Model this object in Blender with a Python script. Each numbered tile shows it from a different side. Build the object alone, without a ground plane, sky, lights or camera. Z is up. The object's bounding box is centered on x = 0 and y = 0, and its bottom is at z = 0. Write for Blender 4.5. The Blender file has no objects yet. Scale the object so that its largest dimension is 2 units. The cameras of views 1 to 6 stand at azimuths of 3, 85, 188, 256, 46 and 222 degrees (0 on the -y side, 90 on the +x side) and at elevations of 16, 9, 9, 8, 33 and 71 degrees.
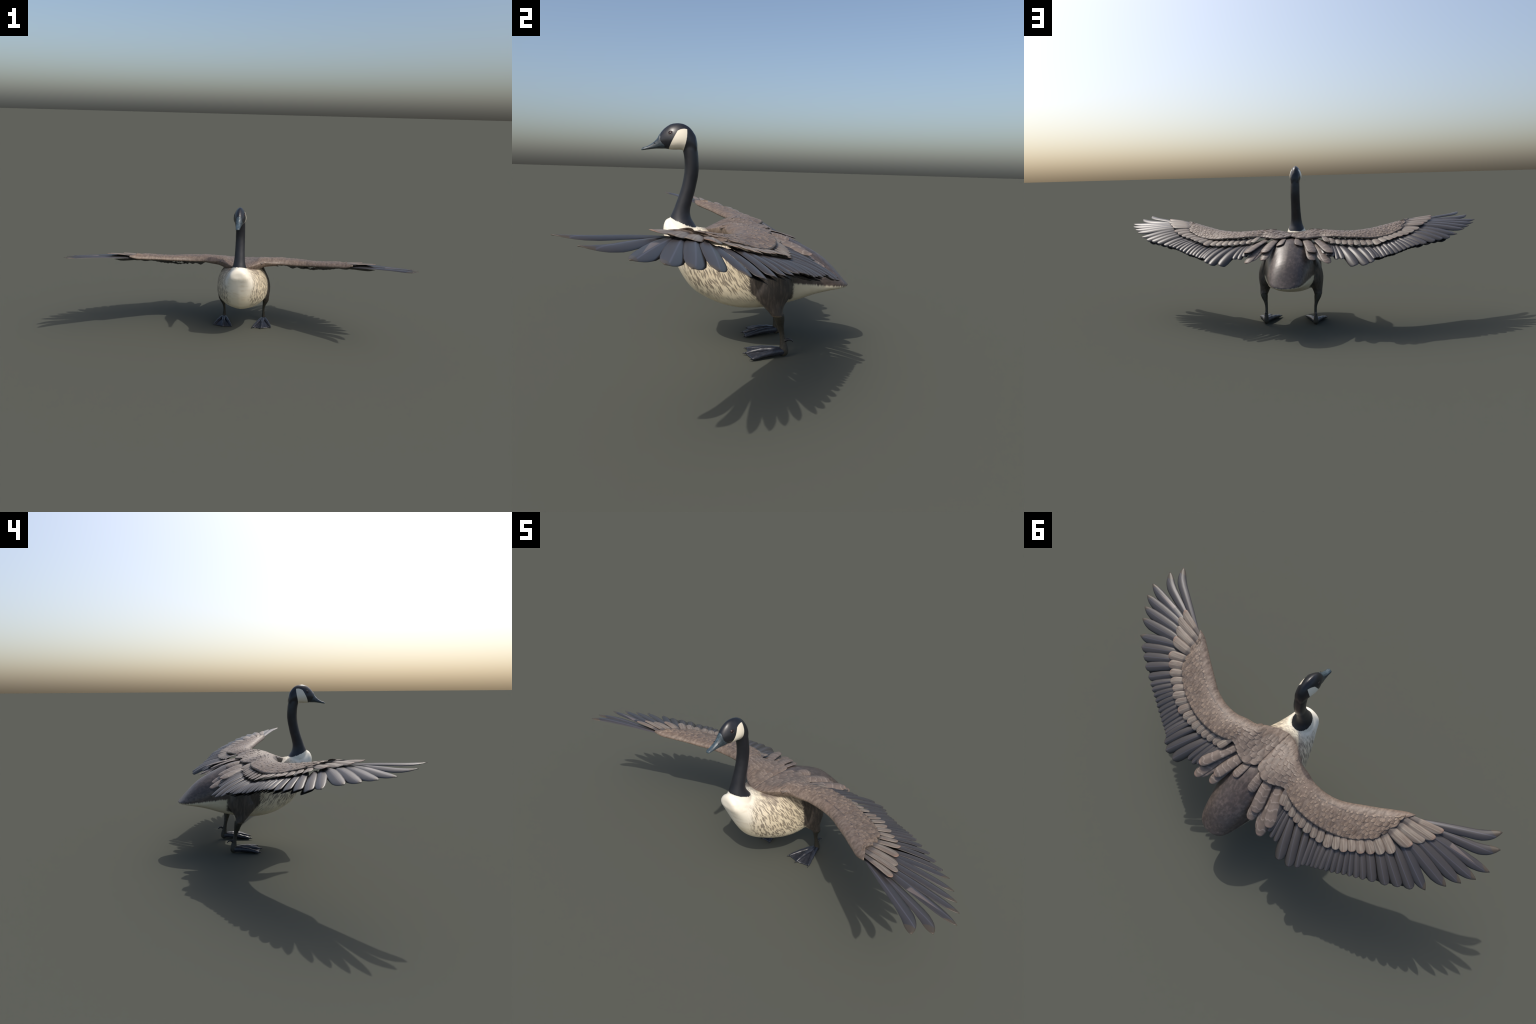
"""Standing goose with both wings spread: lofted body, feather-by-feather wings."""
import bpy, bmesh, math, random
import numpy as np
from mathutils import Vector, Matrix

random.seed(7)
rng = np.random.default_rng(7)
scene = bpy.context.scene

# --------------------------------------------------------------------------
# small helpers
# --------------------------------------------------------------------------
def spline(xs, cols, q):
    """Monotone-ish cubic (Catmull-Rom tangents) through control points."""
    xs = np.asarray(xs, float); Y = np.asarray(cols, float); q = np.atleast_1d(np.asarray(q, float))
    if Y.ndim == 1: Y = Y[:, None]
    d = np.gradient(Y, xs, axis=0)
    i = np.clip(np.searchsorted(xs, q, side='right') - 1, 0, len(xs) - 2)
    h = (xs[i + 1] - xs[i])[:, None]; t = ((q - xs[i])[:, None]) / h
    h00 = 2*t**3 - 3*t**2 + 1; h10 = t**3 - 2*t**2 + t; h01 = -2*t**3 + 3*t**2; h11 = t**3 - t**2
    return h00*Y[i] + h10*h*d[i] + h01*Y[i+1] + h11*h*d[i+1]

def mesh_from(name, verts, faces, smooth=True):
    me = bpy.data.meshes.new(name)
    me.from_pydata([tuple(map(float, v)) for v in verts], [], faces)
    me.validate(); me.update()
    if smooth:
        me.polygons.foreach_set('use_smooth', [True] * len(me.polygons))
    return me

def add(name, me, parent=None, mat=None, matrix=None):
    ob = bpy.data.objects.new(name, me)
    scene.collection.objects.link(ob)
    if mat is not None and len(me.materials) == 0:
        me.materials.append(mat)
    if parent is not None:
        ob.parent = parent
    if matrix is not None:
        ob.matrix_local = matrix
    return ob

def loft(rings, closed_ends=True):
    """rings: list of (n,3) arrays -> verts, faces of a capped tube."""
    n = len(rings[0]); V = np.concatenate(rings); F = []
    for a in range(len(rings) - 1):
        for j in range(n):
            k = (j + 1) % n
            F.append((a*n + j, a*n + k, (a+1)*n + k, (a+1)*n + j))
    if closed_ends:
        V = np.vstack([V, rings[0].mean(0), rings[-1].mean(0)])
        c0, c1 = len(V) - 2, len(V) - 1
        m = (len(rings) - 1) * n
        for j in range(n):
            k = (j + 1) % n
            F.append((c0, k, j)); F.append((c1, m + j, m + k))
    return V, F

def fix_normals(me):
    bm = bmesh.new(); bm.from_mesh(me)
    bmesh.ops.recalc_face_normals(bm, faces=bm.faces)
    bm.to_mesh(me); bm.free()
    return me

def sup(th, n):
    """unit superellipse point for angle th."""
    c, s = np.cos(th), np.sin(th)
    return np.sign(c) * np.abs(c) ** (2 / n), np.sign(s) * np.abs(s) ** (2 / n)

# --------------------------------------------------------------------------
# node helpers
# --------------------------------------------------------------------------
class Mat:
    def __init__(self, name, rough=0.5, spec=0.5):
        self.m = bpy.data.materials.new(name); self.m.use_nodes = True
        self.t = self.m.node_tree; self.N = self.t.nodes; self.L = self.t.links
        self.bsdf = self.N['Principled BSDF']
        self.bsdf.inputs['Roughness'].default_value = rough
        self.bsdf.inputs['Specular IOR Level'].default_value = spec
        self.tc = self.N.new('ShaderNodeTexCoord')
        self.obj = self.tc.outputs['Object']; self.gen = self.tc.outputs['Generated']
    def _in(self, sock, v):
        if v is None: return
        if hasattr(v, 'is_output'): self.L.new(v, sock)
        else:
            if sock.type == 'RGBA' and len(v) == 3: v = (*v, 1)
            sock.default_value = v
    def math(self, op, a, b=None, c=None, clamp=False):
        n = self.N.new('ShaderNodeMath'); n.operation = op; n.use_clamp = clamp
        for i, v in enumerate((a, b, c)): self._in(n.inputs[i], v)
        return n.outputs[0]
    def add(self, a, b): return self.math('ADD', a, b)
    def sub(self, a, b): return self.math('SUBTRACT', a, b)
    def mul(self, a, b): return self.math('MULTIPLY', a, b)
    def mx(self, a, b): return self.math('MAXIMUM', a, b)
    def mn(self, a, b): return self.math('MINIMUM', a, b)
    def absv(self, a): return self.math('ABSOLUTE', a)
    def step(self, v, lo, hi):
        """smooth 0..1 ramp of v between lo and hi (hi may be below lo)."""
        n = self.N.new('ShaderNodeMapRange'); n.interpolation_type = 'SMOOTHSTEP'
        inv = hi < lo
        self._in(n.inputs['Value'], v)
        n.inputs['From Min'].default_value = min(lo, hi); n.inputs['From Max'].default_value = max(lo, hi)
        n.inputs['To Min'].default_value = 1.0 if inv else 0.0
        n.inputs['To Max'].default_value = 0.0 if inv else 1.0
        return n.outputs[0]
    def sep(self, v):
        n = self.N.new('ShaderNodeSeparateXYZ'); self.L.new(v, n.inputs[0]); return n.outputs
    def comb(self, x, y, z):
        n = self.N.new('ShaderNodeCombineXYZ')
        for i, v in enumerate((x, y, z)): self._in(n.inputs[i], v)
        return n.outputs[0]
    def mapping(self, v, loc=(0, 0, 0), rot=(0, 0, 0), scale=(1, 1, 1)):
        n = self.N.new('ShaderNodeMapping'); self.L.new(v, n.inputs[0])
        n.inputs['Location'].default_value = loc; n.inputs['Rotation'].default_value = rot
        n.inputs['Scale'].default_value = scale
        return n.outputs[0]
    def noise(self, v, scale, detail=3, rough=0.5, dist=0.0):
        n = self.N.new('ShaderNodeTexNoise'); self.L.new(v, n.inputs['Vector'])
        n.inputs['Scale'].default_value = scale; n.inputs['Detail'].default_value = detail
        n.inputs['Roughness'].default_value = rough; n.inputs['Distortion'].default_value = dist
        return n.outputs[0]
    def voronoi(self, v, scale, feature='F1', rand=1.0):
        n = self.N.new('ShaderNodeTexVoronoi'); self.L.new(v, n.inputs['Vector']); n.feature = feature
        n.inputs['Scale'].default_value = scale; n.inputs['Randomness'].default_value = rand
        return n.outputs['Distance']
    def mix(self, f, a, b):
        n = self.N.new('ShaderNodeMix'); n.data_type = 'RGBA'
        self._in(n.inputs[0], f); self._in(n.inputs[6], a); self._in(n.inputs[7], b)
        return n.outputs[2]
    def rand(self):
        return self.N.new('ShaderNodeObjectInfo').outputs['Random']
    def bump(self, h, strength=0.3, dist=0.002):
        n = self.N.new('ShaderNodeBump'); n.inputs['Strength'].default_value = strength
        n.inputs['Distance'].default_value = dist
        self.L.new(h, n.inputs['Height']); self.L.new(n.outputs[0], self.bsdf.inputs['Normal'])
    def color(self, c): self._in(self.bsdf.inputs['Base Color'], c)
    def roughness(self, v): self._in(self.bsdf.inputs['Roughness'], v)

# --------------------------------------------------------------------------
# materials
# --------------------------------------------------------------------------
BLACK = (0.011, 0.012, 0.016)
CREAM = (0.80, 0.71, 0.52)
WHITE = (0.86, 0.80, 0.66)
BROWN = (0.150, 0.114, 0.094)

def mat_plumage():
    """Head, neck, torso, thighs and tail: markings placed by masks on object coordinates."""
    m = Mat('body_plumage', 0.5, 0.5)
    x, y, z = m.sep(m.obj); ax = m.absv(x)
    jag = m.sub(m.noise(m.obj, 160, 2), 0.5)
    soft = m.sub(m.noise(m.obj, 35, 3), 0.5)
    # --- white breast to cream belly
    wh = m.step(m.add(y, m.mul(soft, 0.06)), -0.13, -0.25)
    wh = m.mul(wh, m.step(m.add(z, m.mul(soft, 0.06)), 0.27, 0.36))
    stain = m.step(m.noise(m.mapping(m.obj, scale=(1, 1, 2.5)), 22, 4), 0.5, 0.75)
    base = m.mix(wh, CREAM, WHITE)
    base = m.mix(m.mul(stain, 0.35), base, (0.60, 0.48, 0.30))
    # --- flank streaks: long lens-shaped dark marks running down and back
    # (steep beside the breast, lying down towards the thigh)
    wob = m.mul(m.sub(m.noise(m.obj, 26, 2), 0.5), 0.014)
    lean = m.add(0.35, m.mul(m.add(y, 0.2), 2.0))
    wy = m.mul(m.add(y, m.mul(m.sub(z, 0.3), lean)), 0.85)
    wz = m.sub(z, m.mul(y, 0.55))
    sv = m.comb(m.mul(ax, 20), m.mul(m.add(wy, wob), 215), m.mul(m.add(wz, wob), 31))
    cell = m.voronoi(sv, 1.0, 'F1', 1.0)
    fine = m.noise(m.comb(m.mul(ax, 70), m.mul(wy, 240), m.mul(wz, 40)), 1.0, 3)
    lens = m.step(m.add(cell, m.mul(m.sub(fine, 0.5), 0.5)), 0.66, 0.30)
    side = m.step(m.add(ax, m.mul(soft, 0.05)), 0.045, 0.085)
    side = m.mul(side, m.step(m.add(y, m.mul(soft, 0.05)), -0.265, -0.20))
    side = m.mul(side, m.step(y, 0.15, 0.11))
    low = m.step(m.add(z, m.mul(soft, 0.06)), 0.175, 0.26)
    lens = m.mul(m.mul(lens, side), low)
    base = m.mix(m.mul(m.mul(side, m.step(m.add(z, m.mul(soft, 0.08)), 0.18, 0.30)), 0.45), base, (0.56, 0.46, 0.32))
    base = m.mix(m.mul(lens, 0.80), base, (0.135, 0.107, 0.082))
    up = m.mul(m.step(m.add(z, m.mul(soft, 0.10)), 0.33, 0.43), m.step(m.add(y, m.mul(soft, 0.1)), -0.14, 0.03))
    up = m.mul(up, m.add(0.55, m.mul(fine, 0.7)))
    up = m.mul(up, side)
    base = m.mix(m.mul(up, 0.55), base, (0.125, 0.10, 0.082))
    # hind-neck and shoulder patch in front of the mantle
    mant = m.mul(m.step(m.add(z, m.mul(soft, 0.05)), 0.40, 0.44), m.step(m.add(y, m.mul(soft, 0.05)), -0.165, -0.135))
    base = m.mix(m.mul(mant, 0.97), base, m.mix(fine, (0.115, 0.088, 0.070), (0.180, 0.140, 0.112)))
    smudge = m.mul(m.step(m.add(y, m.mul(soft, 0.08)), -0.21, -0.16), m.step(m.add(z, m.mul(soft, 0.06)), 0.395, 0.43))
    base = m.mix(m.mul(m.mul(smudge, m.step(fine, 0.35, 0.65)), m.mul(m.sub(1.0, mant), 0.6)), base, (0.20, 0.165, 0.13))
    # --- dark rump, back and tail upper side, with ragged lower border above the white vent
    line = m.add(m.mul(y, -0.12), 0.287)
    tooth = m.mul(m.sub(m.noise(m.mapping(m.obj, scale=(1, 3.2, 0.25)), 70, 2), 0.5), 0.014)
    rump = m.mul(m.step(m.sub(m.add(z, tooth), line), -0.004, 0.006), m.step(m.add(m.add(y, m.mul(soft, 0.03)), m.mul(m.sub(z, 0.30), 1.0)), 0.10, 0.13))
    mot = m.noise(m.mapping(m.obj, scale=(1, 0.55, 1)), 75, 4, 0.6)
    mot2 = m.noise(m.obj, 24, 3)
    rc = m.mix(m.step(mot, 0.38, 0.68), (0.060, 0.046, 0.038), (0.118, 0.089, 0.075))
    rc = m.mix(m.mul(m.step(mot2, 0.45, 0.7), 0.6), rc, (0.074, 0.058, 0.052))
    base = m.mix(rump, base, rc)
    # --- dark thighs
    zf = m.mx(m.sub(m.mul(m.sub(0.264, z), 0.857), 0.004), 0.012)
    th = m.mul(m.step(m.sub(m.add(y, m.mul(jag, 0.02)), zf), -0.006, 0.006), m.step(m.add(y, m.mul(jag, 0.012)), 0.178, 0.166))
    th = m.mul(th, m.step(m.add(ax, m.mul(jag, 0.02)), 0.096, 0.108))
    th = m.mx(th, m.mul(m.mul(m.step(z, 0.185, 0.180), m.step(ax, 0.098, 0.104)), m.step(y, 0.060, 0.066)))
    streak = m.noise(m.mapping(m.obj, scale=(1, 1.3, 0.28)), 85, 4, 0.6)
    tcol = m.mix(m.step(streak, 0.40, 0.72), (0.052, 0.043, 0.036), (0.115, 0.092, 0.072))
    hem = m.step(m.add(z, m.mul(jag, 0.01)), 0.158, 0.154)
    tcol = m.mix(m.mul(hem, 0.7), tcol, (0.20, 0.15, 0.09))
    base = m.mix(th, base, tcol)
    # --- black stocking of head and neck with a torn edge
    edge = m.add(m.mul(m.add(y, 0.277), -0.40), 0.4855)
    nk = m.step(m.sub(m.add(z, m.mul(m.sub(m.noise(m.obj, 210, 2), 0.5), 0.010)), edge), -0.001, 0.001)
    ring = m.add(m.math('POWER', m.mul(ax, 1/0.050), 2.0), m.math('POWER', m.mul(m.add(y, 0.236), 1/0.056), 2.0))
    nk = m.mul(nk, m.mx(m.step(m.add(ring, m.mul(jag, 0.25)), 1.05, 0.98), m.step(z, 0.50, 0.505)))
    # --- white cheek patch meeting under the chin
    front = m.sub(m.sub(y, -0.2795), m.mul(m.sub(z, 0.731), 0.52))
    dz = m.sub(0.785, z)
    back = m.sub(m.sub(-0.2139, m.mul(m.mul(dz, dz), 4.1)), y)
    top = m.sub(m.sub(0.801, z), m.mul(m.mul(m.sub(y, -0.224), m.sub(y, -0.224)), 15.0))
    ck = m.mn(m.mn(front, back), top)
    ck = m.step(m.add(ck, m.mul(jag, 0.0012)), -0.0008, 0.0008)
    ck = m.mul(ck, m.step(z, 0.719, 0.7235))
    bl = m.mix(m.step(m.noise(m.obj, 60, 3), 0.4, 0.7), BLACK, (0.016, 0.017, 0.021))
    bl = m.mix(ck, bl, (0.80, 0.73, 0.58))
    base = m.mix(nk, base, bl)
    m.color(base)
    r = m.add(m.mul(nk, -0.08), 0.56)
    r = m.add(r, m.mul(rump, -0.15))
    m.roughness(r)
    h = m.add(m.mul(lens, -0.6), m.mul(m.noise(m.mapping(m.obj, scale=(1, 1, 0.5)), 240, 2), 0.35))
    h = m.mul(h, m.sub(1.0, m.mul(nk, 0.85)))
    m.bump(h, 0.28, 0.0015)
    return m.m

def mat_flight(name, dark, pale, tip_brown, pale_patch=False):
    m = Mat(name, 0.42, 0.5)
    u, v, w = m.sep(m.gen); rnd = m.rand()
    c = m.mix(m.step(m.absv(m.sub(u, 0.5)), 0.05, 0.48), pale, dark)
    barb = m.noise(m.comb(m.mul(u, 5), m.add(m.mul(v, 60), m.mul(m.absv(m.sub(u, 0.5)), 50)), rnd), 1.0, 2)
    c = m.mix(m.mul(m.step(barb, 0.4, 0.75), 0.25), c, pale)
    c = m.mix(m.mul(m.step(m.absv(m.sub(u, 0.52)), 0.05, 0.012), 0.55), c, (0.105, 0.105, 0.135))
    c = m.mix(m.mul(rnd, 0.30), c, (0.072, 0.061, 0.054))
    if pale_patch:
        pp = m.mul(m.mul(m.step(u, 0.57, 0.60), m.step(v, 0.46, 0.48)), m.step(m.add(v, m.mul(u, 0.9)), 1.36, 1.34))
        c = m.mix(m.mul(pp, 0.85), c, (0.145, 0.118, 0.108))
    if tip_brown:
        tb = m.mul(m.step(m.add(v, m.mul(u, 0.16)), 1.020, 1.028), 0.95)
        c = m.mix(tb, c, (0.070, 0.055, 0.038))
    else:
        edge = m.step(v, 0.95, 0.995)
        c = m.mix(m.mul(edge, 0.4), c, (0.13, 0.105, 0.092))
    m.color(c)
    m.bump(barb, 0.12, 0.001)
    return m.m

def mat_covert():
    m = Mat('covert_feather_colour', 0.5, 0.45)
    u, v, w = m.sep(m.gen); rnd = m.rand()
    d = m.absv(m.sub(u, 0.5))
    grain = m.noise(m.comb(m.mul(u, 7), m.mul(v, 1.8), m.mul(rnd, 30)), 1.0, 3)
    c = m.mix(m.step(grain, 0.35, 0.7), (0.165, 0.130, 0.103), (0.255, 0.220, 0.178))
    c = m.mix(m.mul(rnd, 0.25), c, (0.20, 0.140, 0.100))
    c = m.mix(m.mul(m.step(d, 0.06, 0.02), 0.5), c, (0.36, 0.31, 0.24))
    blot = m.step(m.noise(m.comb(m.mul(u, 2), m.mul(v, 3), m.mul(rnd, 50)), 1.0, 2), 0.55, 0.7)
    c = m.mix(m.mul(blot, 0.4), c, (0.16, 0.115, 0.085))
    tip = m.mul(m.step(v, 0.88, 0.99), m.step(rnd, 0.3, 0.9))
    c = m.mix(m.mul(tip, 0.7), c, (0.27, 0.165, 0.115))
    c = m.mix(m.mul(m.step(d, 0.42, 0.5), 0.55), c, (0.10, 0.082, 0.07))
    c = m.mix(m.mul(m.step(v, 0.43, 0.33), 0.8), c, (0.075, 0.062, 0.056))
    m.color(c); m.bump(grain, 0.15, 0.001)
    return m.m

def mat_tertial():
    m = Mat('tertial_feather_colour', 0.5, 0.45)
    u, v, w = m.sep(m.gen); rnd = m.rand()
    d = m.absv(m.sub(u, 0.5))
    wav = m.sub(m.noise(m.comb(m.mul(u, 2.5), m.mul(v, 3), m.mul(rnd, 20)), 1.0, 2), 0.5)
    ph = m.add(m.add(m.mul(v, 5.2), m.mul(wav, 1.3)), m.mul(d, 0.35))
    fr = m.math('FRACT', ph)
    bar = m.step(m.absv(m.sub(fr, 0.5)), 0.10, 0.02)
    c = m.mix(m.step(wav, -0.2, 0.2), (0.150, 0.115, 0.092), (0.185, 0.145, 0.118))
    c = m.mix(m.mul(bar, 0.6), c, (0.30, 0.25, 0.21))
    c = m.mix(m.mul(m.step(fr, 0.56, 0.75), m.mul(m.step(fr, 1.0, 0.75), 0.35)), c, (0.10, 0.08, 0.066))
    c = m.mix(m.mul(m.step(d, 0.40, 0.5), 0.6), c, (0.085, 0.072, 0.068))
    c = m.mix(m.mul(m.step(v, 0.94, 0.99), 0.7), c, (0.30, 0.20, 0.15))
    m.color(c); m.bump(bar, 0.15, 0.001)
    return m.m

def mat_small_covert(name, lo, hi, rim):
    m = Mat(name, 0.5, 0.45)
    u, v, w = m.sep(m.gen); rnd = m.rand()
    d = m.absv(m.sub(u, 0.5))
    g = m.noise(m.comb(m.mul(u, 6), m.mul(v, 2.5), m.mul(rnd, 40)), 1.0, 3)
    c = m.mix(m.add(m.mul(m.step(g, 0.3, 0.7), 0.45), m.mul(rnd, 0.55)), lo, hi)
    r = m.mx(m.step(v, 0.80, 0.97), m.step(m.add(d, m.mul(v, 0.15)), 0.46, 0.60))
    c = m.mix(m.mul(r, 0.55), c, rim)
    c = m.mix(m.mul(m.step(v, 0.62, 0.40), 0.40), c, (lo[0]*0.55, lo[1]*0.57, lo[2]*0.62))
    m.color(c); m.bump(g, 0.2, 0.001)
    return m.m

def mat_arm():
    m = Mat('wing_arm_plumage', 0.5, 0.45)
    n1 = m.noise(m.mapping(m.obj, scale=(1.7, 0.7, 1)), 70, 3, 0.6)
    n2 = m.noise(m.obj, 18, 3)
    c = m.mix(m.step(n1, 0.35, 0.68), (0.115, 0.084, 0.064), (0.210, 0.160, 0.122))
    c = m.mix(m.mul(m.step(n2, 0.45, 0.7), 0.5), c, (0.185, 0.130, 0.096))
    # dark wavy seam behind the leading-edge tract
    x, y, z = m.sep(m.obj); ax = m.absv(x); dx = m.mx(m.sub(ax, 0.26), 0.0)
    seam = m.add(m.add(-0.014, m.mul(m.mul(dx, dx), -1.35)), m.mul(m.sub(m.noise(m.obj, 55, 3), 0.5), 0.022))
    sm = m.mul(m.step(m.absv(m.sub(y, seam)), 0.0035, 0.0012), m.mul(m.step(ax, 0.24, 0.32), m.step(ax, 0.58, 0.54)))
    c = m.mix(m.mul(sm, 0.75), c, (0.055, 0.046, 0.044))
    m.color(c); m.bump(n1, 0.35, 0.0015)
    return m.m

def mat_under():
    m = Mat('underwing_feather_colour', 0.6, 0.3)
    g = m.noise(m.obj, 60, 3)
    m.color(m.mix(g, (0.020, 0.018, 0.017), (0.034, 0.030, 0.027)))
    return m.m

def mat_beak():
    m = Mat('beak_horn', 0.36, 0.5)
    g = m.noise(m.mapping(m.obj, scale=(3.5, 0.6, 1.2)), 120, 4)
    x, y, z = m.sep(m.obj)
    c = m.mix(m.step(g, 0.35, 0.7), (0.030, 0.046, 0.056), (0.085, 0.125, 0.150))
    side = m.step(m.add(m.absv(x), m.mul(m.sub(g, 0.5), 0.01)), 0.006, 0.014)
    c = m.mix(m.mul(side, 0.65), c, (0.020, 0.026, 0.031))
    m.color(c); m.bump(g, 0.2, 0.001)
    return m.m

def mat_plain(name, a, b, scale, rough, spec=0.5, stretch=(1, 1, 1), bump=0.15):
    m = Mat(name, rough, spec)
    g = m.noise(m.mapping(m.obj, scale=stretch), scale, 3)
    m.color(m.mix(m.step(g, 0.35, 0.7), a, b)); m.bump(g, bump, 0.001)
    return m.m

def mat_eye():
    m = Mat('eye_gloss', 0.15, 0.5)
    x, y, z = m.sep(m.obj)          # local: z axis points out of the head
    r = m.math('SQRT', m.add(m.mul(x, x), m.mul(y, y)))
    c = m.mix(m.step(r, 0.0032, 0.0040), (0.006, 0.005, 0.006), (0.040, 0.012, 0.010))
    c = m.mix(m.step(r, 0.0056, 0.0064), c, (0.006, 0.006, 0.008))
    m.color(c)
    return m.m

M_BODY = mat_plumage()
M_PRIM = mat_flight('primary_feather_colour', (0.033, 0.031, 0.033), (0.050, 0.047, 0.049), True)
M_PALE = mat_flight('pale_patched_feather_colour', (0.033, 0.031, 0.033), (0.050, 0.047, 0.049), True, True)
M_SEC = mat_flight('secondary_feather_colour', (0.032, 0.029, 0.029), (0.058, 0.052, 0.049), False)
M_COV = mat_covert()
M_TER = mat_tertial()
M_LES = mat_small_covert('lesser_covert_colour', (0.105, 0.073, 0.052), (0.262, 0.194, 0.140), (0.29, 0.225, 0.170))
M_SCA = mat_small_covert('scapular_feather_colour', (0.130, 0.098, 0.076), (0.195, 0.152, 0.120), (0.29, 0.23, 0.183))
M_ARM = mat_arm()
M_UND = mat_under()
M_BEAK = mat_beak()
M_LEG = mat_plain('leg_skin', (0.032, 0.029, 0.021), (0.050, 0.046, 0.033), 140, 0.5, 0.4)
M_FOOT = mat_plain('foot_skin', (0.016, 0.018, 0.026), (0.032, 0.035, 0.045), 150, 0.36, 0.55)
M_CLAW = mat_plain('claw_horn', (0.012, 0.012, 0.014), (0.03, 0.03, 0.03), 200, 0.35)
M_NOST = mat_plain('nostril_dark', (0.004, 0.005, 0.006), (0.008, 0.009, 0.010), 200, 0.6)
M_EYE = mat_eye()
M_LID = mat_plain('eyelid_skin', (0.008, 0.008, 0.010), (0.016, 0.015, 0.016), 200, 0.5)

# --------------------------------------------------------------------------
# the thing
# --------------------------------------------------------------------------
goose = bpy.data.objects.new('goose', None)
scene.collection.objects.link(goose)
goose['label'] = 'standing goose with black neck, white cheeks and spread brown wings'
goose['category'] = 'bird'

# --------------------------------------------------------------------------
# body: lofts fused into one surface, then separated by region
# --------------------------------------------------------------------------
def torso_loft():
    #   y      top    bottom  half-width  height of widest, upper/lower fullness, keel
    T = [(-0.2990, 0.458, 0.424, 0.026, 0.441, 2.0, 2.8, 0.00),
         (-0.2970, 0.465, 0.418, 0.036, 0.438, 1.9, 2.7, 0.00),
         (-0.2880, 0.478, 0.396, 0.050, 0.430, 1.8, 2.4, 0.06),
         (-0.2700, 0.478, 0.352, 0.061, 0.413, 1.75, 2.1, 0.08),
         (-0.2500, 0.472, 0.304, 0.070, 0.390, 2.0, 1.9, 0.08),
         (-0.2250, 0.462, 0.258, 0.084, 0.365, 1.9, 1.9, 0.10),
         (-0.1950, 0.454, 0.220, 0.098, 0.338, 2.0, 2.0, 0.10),
         (-0.1500, 0.447, 0.191, 0.117, 0.315, 2.2, 2.2, 0.10),
         (-0.1000, 0.446, 0.168, 0.135, 0.300, 2.4, 2.4, 0.12),
         (-0.0500, 0.447, 0.155, 0.149, 0.290, 2.4, 2.6, 0.13),
         (0.0000, 0.442, 0.150, 0.156, 0.285, 2.2, 2.7, 0.13),
         (0.0500, 0.440, 0.152, 0.156, 0.283, 2.2, 2.7, 0.12),
         (0.1000, 0.436, 0.160, 0.148, 0.282, 2.2, 2.7, 0.08),
         (0.1500, 0.423, 0.171, 0.134, 0.280, 2.2, 2.6, 0.04),
         (0.2000, 0.400, 0.186, 0.119, 0.274, 2.2, 2.5, 0.0),
         (0.2500, 0.375, 0.204, 0.106, 0.265, 2.2, 2.5, 0.0),
         (0.3000, 0.344, 0.218, 0.093, 0.257, 2.2, 2.5, 0.0),
         (0.3400, 0.307, 0.227, 0.081, 0.250, 2.2, 2.5, 0.0),
         (0.3700, 0.274, 0.233, 0.065, 0.246, 2.2, 2.5, 0.0),
         (0.3880, 0.254, 0.236, 0.045, 0.244, 2.2, 2.5, 0.0),
         (0.3980, 0.244, 0.239, 0.018, 0.2415, 2.2, 2.5, 0.0)]
    T = np.array(T)
    ys = np.concatenate([np.linspace(T[i, 0], T[i+1, 0], 4)[:-1] for i in range(len(T)-1)] + [T[-1:, 0]])
    R = spline(T[:, 0], T[:, 1:], ys)
    th = np.linspace(0, 2*np.pi, 72, endpoint=False)
    rings = []
    for y, (top, bot, w, zc, nu, nl, keel) in zip(ys, R):
        cu, su = sup(th, nu); cl, sl = sup(th, nl)
        upm = np.sin(th) >= 0
        X = w * np.where(upm, cu, cl)
        ridge = 0.07*float(np.clip((y - 0.06)/0.08, 0, 1))      # roof line along rump and tail
        low = sl*(1 - keel) - keel*(1 - np.abs(cl))              # breastbone keel
        high = su*(1 - ridge) + ridge*(1 - np.abs(cu))
        Z = zc + np.where(upm, high*(top - zc), low*(zc - bot))
        rings.append(np.stack([X, np.full_like(X, y), Z], 1))
    return loft(rings)

def neck_loft():
    # z, centre y, half depth, half width
    C = [(0.400, -0.220, 0.055, 0.056), (0.440, -0.229, 0.052, 0.053), (0.462, -0.2345, 0.0465, 0.0465),
         (0.480, -0.2385, 0.0395, 0.0385), (0.492, -0.2385, 0.0355, 0.0350), (0.510, -0.2350, 0.0305, 0.0315),
         (0.540, -0.2265, 0.0280, 0.0290), (0.570, -0.2170, 0.0268, 0.0275),
         (0.600, -0.2090, 0.0260, 0.0268), (0.650, -0.2000, 0.0258, 0.0265), (0.700, -0.2005, 0.0258, 0.0262),
         (0.730, -0.2050, 0.0270, 0.0258), (0.755, -0.2120, 0.0280, 0.0240), (0.780, -0.2240, 0.0280, 0.0200)]
    C = np.array(C); zs = np.linspace(C[0, 0], C[-1, 0], 50)
    R = spline(C[:, 0], C[:, 1:], zs); th = np.linspace(0, 2*np.pi, 48, endpoint=False)
    return loft([np.stack([w*np.cos(th), cy + d*np.sin(th), np.full_like(th, z)], 1) for z, (cy, d, w) in zip(zs, R)])

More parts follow.
